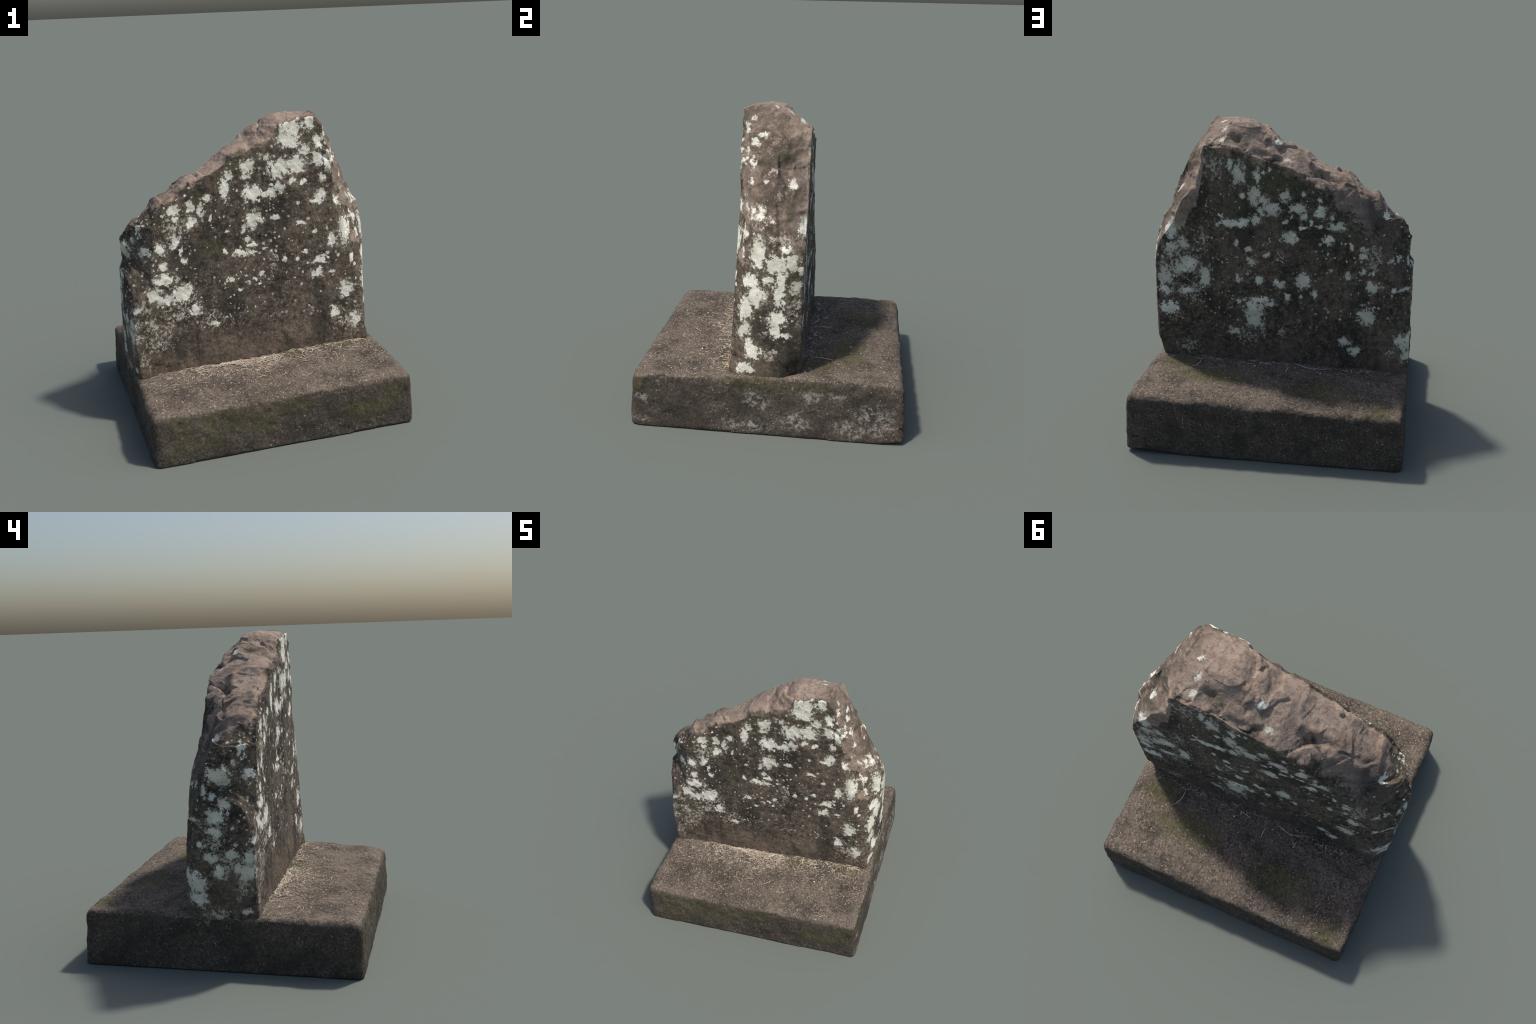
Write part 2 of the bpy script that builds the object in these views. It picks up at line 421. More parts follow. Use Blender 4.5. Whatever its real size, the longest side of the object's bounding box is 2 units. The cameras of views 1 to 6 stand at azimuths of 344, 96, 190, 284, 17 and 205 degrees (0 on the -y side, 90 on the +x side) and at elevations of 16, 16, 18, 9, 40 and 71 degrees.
LICHEN_FRONT_SPECKLE = [
    (-0.78, 0.81, 0.073, 0.06), (-0.724, 0.681, 0.082, 0.078), (-0.636, 0.633, 0.092, 0.078), (-0.691, 0.562, 0.108, 0.07),
    (-0.79, 0.463, 0.058, 0.097), (-0.856, 0.666, 0.048, 0.121), (-0.553, 0.744, 0.1, 0.07), (-0.531, 1.317, 0.097, 0.115),
    (-0.337, 0.678, 0.103, 0.071), (0.13, 1.019, 0.039, 0.069), (0.665, 0.534, 0.114, 0.112),
]
LICHEN_BACK = [
    (0.252, 1.678, 0.046, 0.073), (0.307, 1.741, 0.013, 0.04), (0.13, 1.673, 0.022, 0.045), (0.086, 1.691, 0.013, 0.013),
    (0.041, 1.7, 0.016, 0.016), (0.149, 1.542, 0.043, 0.059), (0.223, 1.532, 0.017, 0.02), (0.084, 1.508, 0.041, 0.033),
    (0.052, 1.446, 0.062, 0.041), (0.135, 1.377, 0.036, 0.037), (0.285, 1.346, 0.1, 0.027), (0.21, 1.366, 0.033, 0.026),
    (0.366, 1.393, 0.02, 0.013), (-0.054, 1.541, 0.032, 0.041), (-0.174, 1.553, 0.016, 0.017), (-0.134, 1.461, 0.049, 0.033),
    (-0.175, 1.405, 0.024, 0.033), (-0.279, 1.433, 0.032, 0.041), (-0.056, 1.367, 0.016, 0.016), (-0.166, 1.33, 0.025, 0.014),
    (-0.223, 1.349, 0.016, 0.025), (-0.279, 1.343, 0.023, 0.024), (-0.392, 1.342, 0.056, 0.027), (-0.359, 1.403, 0.013, 0.013),
    (-0.278, 1.507, 0.02, 0.011), (-0.077, 1.264, 0.049, 0.042), (-0.333, 1.253, 0.039, 0.032), (0.279, 1.219, 0.016, 0.017),
    (0.188, 1.18, 0.025, 0.017), (0.076, 1.142, 0.023, 0.017), (0.173, 1.095, 0.03, 0.028), (-0.482, 1.214, 0.012, 0.02),
    (-0.562, 1.195, 0.024, 0.016), (-0.563, 1.145, 0.022, 0.024), (-0.324, 1.165, 0.008, 0.017), (-0.469, 1.016, 0.016, 0.03),
    (-0.568, 1.052, 0.02, 0.025), (-0.622, 1.038, 0.012, 0.014), (-0.755, 1.12, 0.025, 0.03), (-0.624, 0.944, 0.048, 0.035),
    (-0.793, 0.918, 0.064, 0.017), (-0.166, 0.967, 0.053, 0.049), (-0.012, 0.938, 0.041, 0.031), (-0.07, 0.845, 0.023, 0.022),
    (0.125, 0.966, 0.025, 0.031), (0.269, 0.973, 0.024, 0.024), (-0.249, 0.881, 0.017, 0.021), (0.154, 0.761, 0.068, 0.064),
    (0.128, 0.825, 0.076, 0.021), (0.255, 0.818, 0.042, 0.018), (0.164, 0.68, 0.058, 0.051), (0.303, 0.599, 0.043, 0.022),
    (0.043, 0.794, 0.042, 0.014), (-0.588, 0.741, 0.054, 0.061), (-0.451, 0.555, 0.037, 0.033), (-0.511, 0.49, 0.036, 0.029),
    (-0.821, 0.578, 0.045, 0.039), (-0.841, 0.463, 0.017, 0.045), (0.707, 1.304, 0.038, 0.069), (0.635, 1.195, 0.038, 0.043),
    (0.722, 1.166, 0.048, 0.049), (0.598, 1.066, 0.065, 0.052), (0.66, 1.025, 0.049, 0.046), (0.758, 0.971, 0.053, 0.081),
    (0.771, 0.872, 0.049, 0.033), (0.49, 0.975, 0.038, 0.068), (0.623, 0.87, 0.045, 0.032), (0.743, 0.738, 0.074, 0.041),
]
LICHEN_BACK_SPECKLE = [
    (0.414, 1.731, 0.09, 0.107), (0.497, 1.253, 0.059, 0.069), (0.623, 0.468, 0.107, 0.065), (0.701, 0.685, 0.07, 0.055),
    (0.2, 0.578, 0.094, 0.074), (-0.031, 0.601, 0.042, 0.04), (-0.01, 1.129, 0.046, 0.042), (0.192, 0.998, 0.05, 0.035),
    (-0.75, 0.493, 0.039, 0.043), (0.114, 0.592, 0.034, 0.044), (0.554, 0.874, 0.104, 0.108), (0.647, 1.117, 0.154, 0.213),
    (-0.627, 1.14, 0.064, 0.102),
]
LICHEN_LEFT_END = [
    (-0.042, 1.179, 0.069, 0.057), (-0.2, 1.177, 0.04, 0.045), (0.107, 1.125, 0.018, 0.026), (0.049, 1.09, 0.014, 0.036),
    (-0.001, 1.069, 0.026, 0.02), (-0.079, 1.02, 0.029, 0.035), (-0.018, 0.948, 0.052, 0.041), (-0.014, 0.864, 0.044, 0.032),
    (-0.12, 0.882, 0.011, 0.014), (-0.237, 0.802, 0.02, 0.026), (0.078, 0.772, 0.018, 0.02), (0.015, 0.701, 0.053, 0.032),
    (-0.111, 0.722, 0.037, 0.032), (-0.211, 0.701, 0.032, 0.051), (-0.033, 0.615, 0.038, 0.041), (0.118, 0.544, 0.066, 0.069),
    (0.105, 0.448, 0.063, 0.042), (-0.186, 0.609, 0.05, 0.059), (-0.151, 0.634, 0.029, 0.03), (-0.152, 1.335, 0.015, 0.064),
    (-0.124, 1.247, 0.011, 0.026), (0.116, 0.917, 0.033, 0.015), (-0.185, 0.371, 0.03, 0.02),
]
LICHEN_LEFT_END_SPECKLE = [
    (-0.023, 0.357, 0.103, 0.042), (-0.161, 0.503, 0.049, 0.067), (-0.013, 0.847, 0.088, 0.175), (-0.093, 0.646, 0.117, 0.088),
]
LICHEN_RIGHT_END = [
    (-0.077, 1.829, 0.022, 0.017), (-0.124, 1.794, 0.021, 0.026), (-0.146, 1.953, 0.036, 0.031), (-0.18, 1.867, 0.021, 0.028),
    (-0.132, 1.673, 0.014, 0.035), (-0.171, 1.73, 0.012, 0.035), (-0.134, 1.568, 0.017, 0.02), (0.125, 1.572, 0.019, 0.019),
    (-0.15, 1.42, 0.009, 0.029), (-0.11, 1.389, 0.014, 0.035), (-0.058, 1.385, 0.023, 0.035), (0.012, 1.352, 0.011, 0.012),
    (-0.043, 1.565, 0.014, 0.014), (0.189, 1.319, 0.019, 0.048), (-0.164, 1.27, 0.023, 0.043), (-0.172, 1.155, 0.016, 0.037),
    (-0.062, 1.162, 0.042, 0.085), (0.107, 1.196, 0.021, 0.019), (0.047, 1.107, 0.05, 0.053), (0.084, 1.01, 0.028, 0.071),
    (0.144, 1.123, 0.039, 0.041), (0.201, 1.068, 0.014, 0.029), (-0.007, 1.007, 0.025, 0.026), (-0.11, 0.983, 0.04, 0.044),
    (-0.083, 0.896, 0.051, 0.057), (-0.139, 0.817, 0.043, 0.069), (0.072, 0.92, 0.034, 0.059), (0.17, 0.963, 0.025, 0.032),
    (0.055, 0.773, 0.051, 0.049), (0.05, 0.69, 0.028, 0.033), (-0.151, 0.68, 0.031, 0.052), (-0.091, 0.538, 0.04, 0.044),
    (-0.118, 0.59, 0.026, 0.028), (-0.133, 0.425, 0.048, 0.034), (0.122, 0.668, 0.02, 0.015),
]
LICHEN_RIGHT_END_SPECKLE = [
    (-0.027, 0.922, 0.057, 0.075), (0.158, 0.866, 0.045, 0.089), (-0.0, 0.667, 0.04, 0.027), (0.017, 0.538, 0.061, 0.053),
    (0.059, 1.49, 0.034, 0.037), (0.009, 1.633, 0.036, 0.025), (0.075, 1.249, 0.097, 0.043), (-0.073, 1.371, 0.084, 0.086),
]

# =============================================================== MATERIALS ===
def ellipsoids(flat, axis, depth, reach, grow=1.0):
    """(u, z, ru, rz) spots on a face -> 3D ellipsoids around that face"""
    out = []
    for u, z, ru, rz in flat:
        d = depth(z) if callable(depth) else depth
        c = (d, u, z) if axis == 0 else (u, d, z)
        r = (reach, ru * grow, rz * grow) if axis == 0 else (ru * grow, reach, rz * grow)
        out.append((c, r))
    return out

def right_end_x(z):
    return float(np.interp(z, [1.2, 1.4, 1.6, 1.75, 1.9, 2.0], [.85, .76, .70, .63, .55, .48]))

def left_end_x(z):
    return float(np.interp(z, [1.26, 1.36, 1.47, 1.56], [-.865, -.77, -.68, -.58]))

def slab_material():
    N = Nodes("weathered_sandstone_with_lichen")
    co = N.co
    sep = N.t.nodes.new("ShaderNodeSeparateXYZ"); N.t.links.new(co, sep.inputs[0])
    X, Y, Z = sep.outputs
    big = N.noise(2.6, 4, .6); mid = N.noise(9, 5, .62, offset=(3, 1, 7)); fine = N.noise(48, 4, .65); grit = N.noise(170, 2, .6)
    # dark crust of algae over brown sandstone, mottled down to a few millimetres
    fleck = N.noise(24, 6, .74, offset=(7, 7, 2))
    crust = N.mix(N.step(mid, .40, .62), DARK, BROWN)
    crust = N.mix(N.step(big, .42, .66), crust, N.mix(mid, BROWN, TAN))
    crust = N.mix(N.math('MULTIPLY', N.step(fleck, .53, .60), .75), crust, TAN)
    crust = N.mix(N.math('MULTIPLY', N.step(fleck, .47, .39), .75), crust, BLACK)
    crust = N.mix(N.math('MULTIPLY', N.step(fine, .56, .63), .6), crust, (.26, .205, .160))
    crust = N.mix(N.math('MULTIPLY', N.step(fine, .46, .32), .6), crust, BLACK)
    # rain-washed foot of the front, paler and redder
    foot = N.math('MULTIPLY', N.step(Z, .62, .36), N.step(N.noise(7, 4, .6, offset=(9, 2, 4)), .40, .62))
    crust = N.mix(N.math('MULTIPLY', foot, .55), crust, RUST)
    # black streaks down the faces
    streak = N.noise(3.0, 3, .55, vec=N.vec('MULTIPLY', co, (1.3, 1.3, .8)))
    crust = N.mix(N.math('MULTIPLY', N.step(streak, .47, .64), .65), crust, N.mix(fleck, (.022, .020, .017), BLACK))
    # bare stone where the top is broken away: above a line that falls to the left
    front_line = N.curve(X, [(-.9, 1.50), (-.60, 1.44), (-.44, 1.48), (-.29, 1.60), (-.15, 1.69), (0, 1.71), (.13, 1.76), (.18, 1.86),
                             (.32, 1.925), (.45, 1.93), (.52, 1.72), (.60, 1.44), (.70, 1.28), (.9, 1.22)])
    back_line = N.curve(X, [(-.9, 1.36), (-.80, 1.27), (-.62, 1.24), (-.48, 1.36), (-.30, 1.56), (-.15, 1.65), (0, 1.72), (.20, 1.78),
                            (.46, 1.82), (.52, 1.52), (.63, 1.42), (.72, 1.28), (.9, 1.24)])
    t = N.step_lin(Y, -.19, .19)
    line = N.math('ADD', front_line, N.math('MULTIPLY', t, N.math('SUBTRACT', back_line, front_line)))
    ragged = N.math('ADD', N.math('MULTIPLY', N.math('SUBTRACT', N.noise(7, 6, .66, offset=(2, 5, 5)), .5), .26), N.math('MULTIPLY', N.math('SUBTRACT', fine, .5), .07))
    over = N.math('ADD', N.math('SUBTRACT', Z, line), ragged)
    over = N.math('MULTIPLY_ADD', N.math('SUBTRACT', fleck, .5), .22, over)
    wander = N.math('MULTIPLY', N.math('SUBTRACT', N.noise(4, 5, .65, offset=(4, 8, 1)), .42), 1.1)
    over = N.math('MULTIPLY_ADD', wander, N.step(X, .48, .62), over)
    bare = N.step(over, -.020, .040)
    inner = N.math('MULTIPLY', N.step(N.math('ADD', Y, N.math('MULTIPLY', ragged, .3)), -.208, -.190), 1.0)
    bare = N.math('MULTIPLY', bare, inner)
    pale = N.mix(N.step(big, .38, .62), BARE_BROWN, BARE_PINK)
    pale = N.mix(N.math('MULTIPLY', N.step(mid, .40, .66), .7), pale, BARE_PALE)
    pale = N.mix(N.math('MULTIPLY', N.step(N.noise(13, 5, .7, offset=(5, 5, 1)), .54, .70), .45), pale, BARE_DARK)
    pale = N.mix(N.math('MULTIPLY', N.step(fine, .50, .36), .4), pale, BARE_DARK)
    pale = N.mix(N.math('MULTIPLY', N.step(N.noise(24, 6, .74, offset=(1, 1, 8)), .48, .36), .45), pale, BARE_DARK)
    pale = N.mix(N.math('MULTIPLY', N.step(N.noise(30, 3, .7, offset=(2, 8, 1)), .60, .70), .45), pale, (.36, .33, .23))
    # the lower left of the break is darker
    dark_left = N.math('MULTIPLY', N.step(X, -.42, -.66), N.step(Y, -.16, .06))
    dark_left = N.math('ADD', dark_left, N.math('MULTIPLY', N.step(X, -.70, -.78), .7), clamp=True)
    pale = N.mix(N.math('MULTIPLY', dark_left, .8), pale, N.mix(mid, BLACK, (.16, .13, .12)))
    # the right end is browner, with pale pinkish flecks
    ochre = N.mix(N.step(mid, .38, .62), (.092, .071, .056), (.150, .115, .090))
    ochre = N.mix(N.math('MULTIPLY', N.step(fleck, .52, .59), .8), ochre, (.30, .225, .18))
    ochre = N.mix(N.math('MULTIPLY', N.step(fleck, .47, .36), .7), ochre, BARE_DARK)
    pale = N.mix(N.step(N.math('MULTIPLY_ADD', Z, .45, N.math('ADD', X, ragged)), 1.28, 1.40), pale, ochre)
    base = N.mix(bare, crust, pale)
    # green algae film along the edge of the break and in patches
    edge = N.math('MULTIPLY', N.step(N.math('ABSOLUTE', N.math('ADD', over, .05)), .10, .02), N.step(N.noise(4, 4, .6, offset=(1, 6, 2)), .46, .64))
    patch = N.step(N.noise(3.4, 5, .65, offset=(7, 3, 3)), .60, .72)
    alga = N.spots(N.vec('ADD', co, N.scaled(N.vec('SUBTRACT', N.noise(9, 3, .6, color=True), (.5, .5, .5)), .10)), ALGA_SPOTS)
    alga = N.math('MULTIPLY', N.step(alga, 1.05, .35), .75)
    green = N.math('MULTIPLY', N.math('ADD', N.math('ADD', N.math('MULTIPLY', edge, .6), N.math('MULTIPLY', patch, .4)), alga, clamp=True), N.step(fine, .30, .62))
    base = N.mix(green, base, ALGA)
    base = N.mix(N.math('MULTIPLY', N.step(grit, .60, .74), .35), base, (.34, .27, .22))
    base = N.mix(N.math('MULTIPLY', N.step(grit, .42, .30), .35), base, BLACK)

    # ---- lichen: crusts with lobed edges at measured places, speckle between them
    w1 = N.scaled(N.vec('SUBTRACT', N.noise(17, 2, .5, color=True, offset=(1, 2, 3)), (.5, .5, .5)), .060)
    w2 = N.scaled(N.vec('SUBTRACT', N.noise(70, 3, .65, color=True, offset=(4, 2, 8)), (.5, .5, .5)), .030)
    p = N.vec('ADD', N.vec('ADD', co, w1), w2)
    solid, loose = [], []
    for flat, spk, axis, depth, reach in ((LICHEN_FRONT, LICHEN_FRONT_SPECKLE, 1, -.222, .055), (LICHEN_BACK, LICHEN_BACK_SPECKLE, 1, .188, .048),
                                          (LICHEN_LEFT_END, LICHEN_LEFT_END_SPECKLE, 0, left_end_x, .10), (LICHEN_RIGHT_END, LICHEN_RIGHT_END_SPECKLE, 0, right_end_x, .12)):
        solid += ellipsoids(flat, axis, depth, reach, 1.15 if flat is LICHEN_RIGHT_END else 1.0)
        loose += ellipsoids(spk, axis, depth, reach, 1.1)
    d = N.spots(p, solid)
    fresh = N.math('MULTIPLY', bare, N.math('MULTIPLY', N.step(X, -.66, -.60), N.step(X, .52, .46)))
    d = N.math('MINIMUM', N.math('MULTIPLY_ADD', fresh, 2.0, d), N.spots(p, LICHEN_TOP))
    lob = N.noise(36, 7, .72, offset=(6, 1, 1)); lace = N.noise(95, 4, .7, offset=(2, 2, 9))
    core = N.math('MINIMUM', N.math('SUBTRACT', 1.0, d), .62)
    val = N.math('MULTIPLY_ADD', N.math('SUBTRACT', lob, .5), 1.9, N.math('MULTIPLY', N.math('SUBTRACT', lace, .5), .55))
    val = N.math('MULTIPLY_ADD', core, .52, val)
    crusts = N.step(val, -.012, .030)
    ds = N.spots(p, loose)
    sp = N.noise(44, 6, .8, offset=(8, 3, 5))
    speck = N.step(N.math('SUBTRACT', sp, N.math('MULTIPLY', ds, .10)), .455, .50)
    speck = N.math('MULTIPLY', speck, N.step(N.math('MULTIPLY_ADD', N.math('SUBTRACT', lob, .5), 2.0, ds), 1.1, .9))
    # stray small dots everywhere on the crust, in two sizes
    def dotted(scale, share, r0, r1, shift):
        w = N.vec('ADD', N.vec('ADD', co, w2), shift)
        v = N.voronoi(scale, vec=w); ps = N.t.nodes.new("ShaderNodeSeparateColor"); N.t.links.new(N.voronoi(scale, vec=w, out="Color"), ps.inputs[0])
        edge = N.math('ADD', v, N.math('MULTIPLY', N.math('SUBTRACT', lob, .5), .6))
        size = N.math('MULTIPLY_ADD', ps.outputs[1], r1 - r0, r0)
        return N.math('MULTIPLY', N.step(N.math('SUBTRACT', edge, size), .02, -.02), N.step(ps.outputs[0], share, share + .01))
    dots = N.math('MAXIMUM', dotted(15, .60, .08, .20, (0, 0, 0)), dotted(32, .48, .10, .28, (3, 1, 2)))
    crowd = N.step(N.noise(3.5, 3, .6, offset=(6, 6, 3)), .36, .52)
    dots = N.math('MULTIPLY', dots, N.math('MULTIPLY', crowd, N.step(N.math('MULTIPLY', N.step(Z, .45, .85), N.math('SUBTRACT', 1.0, bare)), .2, .6)))
    tiny = N.math('MULTIPLY', N.step(N.noise(110, 2, .6, offset=(5, 0, 5)), .665, .70), N.step(N.noise(6, 3, .6, offset=(5, 3, 5)), .44, .60))
    tiny = N.math('MULTIPLY', tiny, .7)
    tone = N.noise(6.5, 3, .6, offset=(0, 9, 4))
    cover = N.math('MAXIMUM', N.math('MAXIMUM', crusts, N.math('MULTIPLY', speck, .85)), N.math('MAXIMUM', dots, tiny))
    tone = N.math('SUBTRACT', tone, N.math('MULTIPLY', N.math('MAXIMUM', N.step(Y, .05, .17), N.step(X, -.70, -.84)), .16))  # lichen greyed on the back to follow the darker shade there; greyer on the left end too
    lich = N.mix(N.step(tone, .30, .58), LICHEN_GREY, LICHEN_WHITE)
    lich = N.mix(N.math('MULTIPLY', N.step(d, .95, .1), .35), lich, LICHEN_CREAM)
    lich = N.mix(N.math('MULTIPLY', N.step(N.noise(60, 6, .78), .50, .64), .45), lich, (.36, .35, .28))
    lich = N.mix(N.math('MULTIPLY', N.step(val, .16, .0), .45), lich, (.44, .40, .32))
    lich = N.mix(N.math('MULTIPLY', N.math('SUBTRACT', 1.0, crusts), N.math('MULTIPLY', speck, .6)), lich, (.50, .43, .34))
    halo = N.math('MULTIPLY', N.step(val, -.30, -.02), .38)
    base = N.mix(halo, base, (.27, .245, .195))
    col = N.mix(cover, base, lich)
    h = N.math('ADD', N.math('MULTIPLY', fine, .6), N.math('MULTIPLY', grit, .4))
    h = N.math('ADD', h, N.math('MULTIPLY', N.noise(90, 3, .7, offset=(3, 3, 3)), .4))
    return N.finish(col, .93, h, .55, .007)

def plinth_material():
    N = Nodes("gritty_mossy_stone")
    co = N.co
    sep = N.t.nodes.new("ShaderNodeSeparateXYZ"); N.t.links.new(co, sep.inputs[0])
    X, Y, Z = sep.outputs
    geo = N.t.nodes.new("ShaderNodeNewGeometry")
    ns = N.t.nodes.new("ShaderNodeSeparateXYZ"); N.t.links.new(geo.outputs["Normal"], ns.inputs[0])
    top = N.step(N.math('ADD', ns.outputs[2], N.math('MULTIPLY', N.math('SUBTRACT', N.noise(12, 4, .6), .5), .5)), .35, .80)
    big = N.noise(3.2, 4, .6, offset=(2, 0, 1)); mid = N.noise(11, 5, .65); fine = N.noise(60, 4, .7); grit = N.noise(150, 2, .6)
    c = N.mix(N.step(big, .36, .64), P_DARK, P_BROWN)
    c = N.mix(N.math('MULTIPLY', N.step(mid, .42, .66), .6), c, P_TAN)
    c = N.mix(N.math('MULTIPLY', N.step(fine, .48, .34), .7), c, P_BLACK)
    # grit settles on the upper face: pale pinkish grains
    dusty = N.math('MULTIPLY', top, N.step(N.noise(4.5, 6, .68, offset=(5, 1, 1)), .38, .60))
    c = N.mix(N.math('MULTIPLY', dusty, .50), c, P_DUST)
    grains = N.step(N.noise(70, 6, .84, offset=(3, 6, 1)), .515, .57)
    amount = N.math('MULTIPLY', N.math('MULTIPLY_ADD', top, .33, .32), N.step(N.noise(7, 5, .7, offset=(8, 1, 6)), .36, .56, .35, 1.0))
    c = N.mix(N.math('MULTIPLY', grains, amount), c, N.mix(N.noise(45, 2, .5, offset=(6, 6, 6)), (.25, .185, .14), (.52, .41, .32)))
    v = N.voronoi(62, vec=N.vec('ADD', co, N.scaled(N.vec('SUBTRACT', N.noise(90, 1, .5, color=True), (.5, .5, .5)), .010)))
    pick = N.t.nodes.new("ShaderNodeSeparateColor"); N.t.links.new(N.voronoi(62, out="Color"), pick.inputs[0])
    chip = N.math('MULTIPLY', N.step(v, .30, .22), N.step(pick.outputs[0], .80, .82))
    c = N.mix(N.math('MULTIPLY', chip, N.math('MULTIPLY_ADD', top, .2, .7)), c, N.mix(pick.outputs[1], (.34, .26, .19), (.52, .46, .36)))
    c = N.mix(N.math('MULTIPLY', N.step(N.noise(62, 6, .84, offset=(9, 6, 1)), .485, .43), .75), c, P_BLACK)
    # dark patches on the sides
    side_mottle = N.noise(5, 6, .66, offset=(0, 4, 2))
    c = N.mix(N.math('MULTIPLY', N.math('MULTIPLY', N.step(side_mottle, .42, .64), N.math('SUBTRACT', 1.0, top)), .6), c, P_BLACK)
    # pale grey lichen bloom low on the right side, and faint on the others
    q = N.vec('ADD', co, N.scaled(N.vec('SUBTRACT', N.noise(14, 4, .65, color=True, offset=(4, 4, 0)), (.5, .5, .5)), .12))
    bloom = N.step(N.spots(q, BLOOM_SPOTS), 1.1, .45)
    bloom = N.math('MULTIPLY', bloom, N.step(N.noise(34, 7, .80, offset=(1, 4, 4)), .46, .60))
    c = N.mix(N.math('MULTIPLY', bloom, .68), c, (.44, .41, .36))
    # moss
    moss = N.math('MULTIPLY', N.step(N.spots(q, MOSS_SPOTS), 1.35, .45), N.math('MULTIPLY_ADD', top, .35, .62))
    moss = N.math('MULTIPLY', moss, N.step(N.noise(30, 7, .80, offset=(7, 4, 4)), .40, .56))
    stray = N.math('MULTIPLY', N.step(N.noise(5, 5, .65, offset=(3, 2, 8)), .58, .70), N.step(N.noise(34, 4, .7, offset=(1, 9, 4)), .48, .60))
    moss = N.math('MAXIMUM', moss, N.math('MULTIPLY', stray, .45))
    c = N.mix(N.math('MULTIPLY', moss, .78), c, N.mix(N.noise(45, 3, .6), MOSS_DARK, MOSS_LIGHT))
    h = N.math('ADD', N.math('MULTIPLY', fine, .6), N.math('MULTIPLY', grit, .5))
    h = N.math('ADD', h, N.math('MULTIPLY', moss, .5))
    return N.finish(c, .95, h, .75, .008)

def litter_material(name, lo, hi, scale=14, rough=.8):
    N = Nodes(name)
    oi = N.t.nodes.new("ShaderNodeObjectInfo").outputs["Random"]
    f = N.step(N.math('ADD', N.noise(scale, 3, .6), N.math('MULTIPLY', N.math('SUBTRACT', oi, .5), .35)), .36, .64)
    return N.finish(N.mix(f, lo, hi), rough, N.noise(200, 2, .6), .3, .002)

DARK, BROWN, TAN = (.057, .046, .035), (.100, .079, .059), (.190, .149, .111)
BLACK, RUST = (.031, .028, .023), (.172, .124, .092)
BARE_BROWN, BARE_PINK, BARE_PALE, BARE_DARK = (.210, .156, .122), (.345, .256, .198), (.44, .342, .268), (.085, .066, .053)
ALGA = (.100, .096, .054)
LICHEN_WHITE, LICHEN_GREY, LICHEN_CREAM = (.90, .87, .76), (.56, .55, .45), (.90, .83, .68)
P_BLACK, P_DARK, P_BROWN, P_TAN, P_DUST = (.034, .030, .025), (.060, .051, .041), (.092, .074, .058), (.130, .104, .081), (.245, .195, .150)
MOSS_DARK, MOSS_LIGHT = (.074, .075, .028), (.190, .178, .074)
ALGA_SPOTS = [((.62, -.04, 1.66), (.05, .06, .06)), ((.60, .05, 1.72), (.06, .06, .09)), ((.72, .12, 1.42), (.08, .05, .12)),
              ((-.08, -.2, 1.71), (.16, .06, .05)), ((-.3, -.2, 1.15), (.12, .06, .10)), ((.25, .13, 1.88), (.07, .06, .04)),
              ((.05, .2, 1.62), (.30, .06, .12)), ((.30, .2, 1.45), (.16, .06, .12)), ((-.45, .2, 1.30), (.10, .06, .10))]
LICHEN_TOP = [((.002, .057, 1.865), (.032, .032, .030)), ((.363, .145, 1.885), (.026, .026, .028)), ((-.061, .129, 1.741), (.022, .024, .024)),
              ((-.70, -.002, 1.385), (.024, .030, .034)), ((.669, .122, 1.564), (.040, .035, .034)), ((.378, -.014, 1.985), (.026, .016, .02)),
              ((.361, .075, 1.945), (.016, .026, .03)), ((-.015, .05, 1.875), (.014, .016, .02)), ((.175, .165, 1.815), (.012, .02, .014))]
MOSS_SPOTS = [((.40, .50, .39), (.26, .11, .08)), ((.66, .33, .40), (.12, .12, .08)), ((-.33, .58, .37), (.22, .12, .08)), ((-.72, .78, .33), (.10, .08, .06)),
              ((.22, -.27, .38), (.20, .06, .06)), ((.62, -.26, .40), (.18, .06, .06)), ((-.45, -.24, .36), (.12, .04, .05)),
              ((-.70, -.86, .25), (.10, .05, .08)), ((-.45, -.86, .24), (.14, .05, .08)), ((-.20, -.86, .20), (.16, .05, .09)), ((.05, -.86, .26), (.14, .05, .06)),
              ((.56, -.86, .17), (.22, .05, .09)), ((.72, -.86, .24), (.08, .05, .08)), ((-.60, -.86, .12), (.18, .05, .06)),
              ((.86, -.05, .34), (.06, .22, .04)), ((.85, .30, .34), (.06, .16, .03)), ((.84, -.80, .28), (.05, .06, .05))]
BLOOM_SPOTS = [((.86, .68, .15), (.05, .15, .13)), ((.86, .52, .08), (.05, .14, .08)), ((.86, .30, .28), (.05, .10, .05)), ((.86, .20, .10), (.05, .12, .08)),
               ((.86, -.05, .22), (.05, .12, .07)), ((.86, -.10, .06), (.05, .20, .05)), ((.85, -.78, .20), (.04, .07, .03)), ((.85, -.78, .05), (.04, .07, .03)),
               ((.86, .42, .30), (.05, .08, .03)),
               ((-.86, .05, .30), (.05, .03, .03))]

# ================================================================== LITTER ===
class Ground:
    """finds the upper face of the plinth under a point"""
    def __init__(self, plinth):
        me = plinth.data
        self.tree = BVHTree.FromPolygons([v.co.copy() for v in me.vertices], [tuple(p.vertices) for p in me.polygons])
    def at(self, x, y):
        hit, n, _, _ = self.tree.ray_cast(Vector((x, y, 1)), Vector((0, 0, -1)))
        return (hit, n) if hit else (Vector((x, y, .33)), Vector((0, 0, 1)))

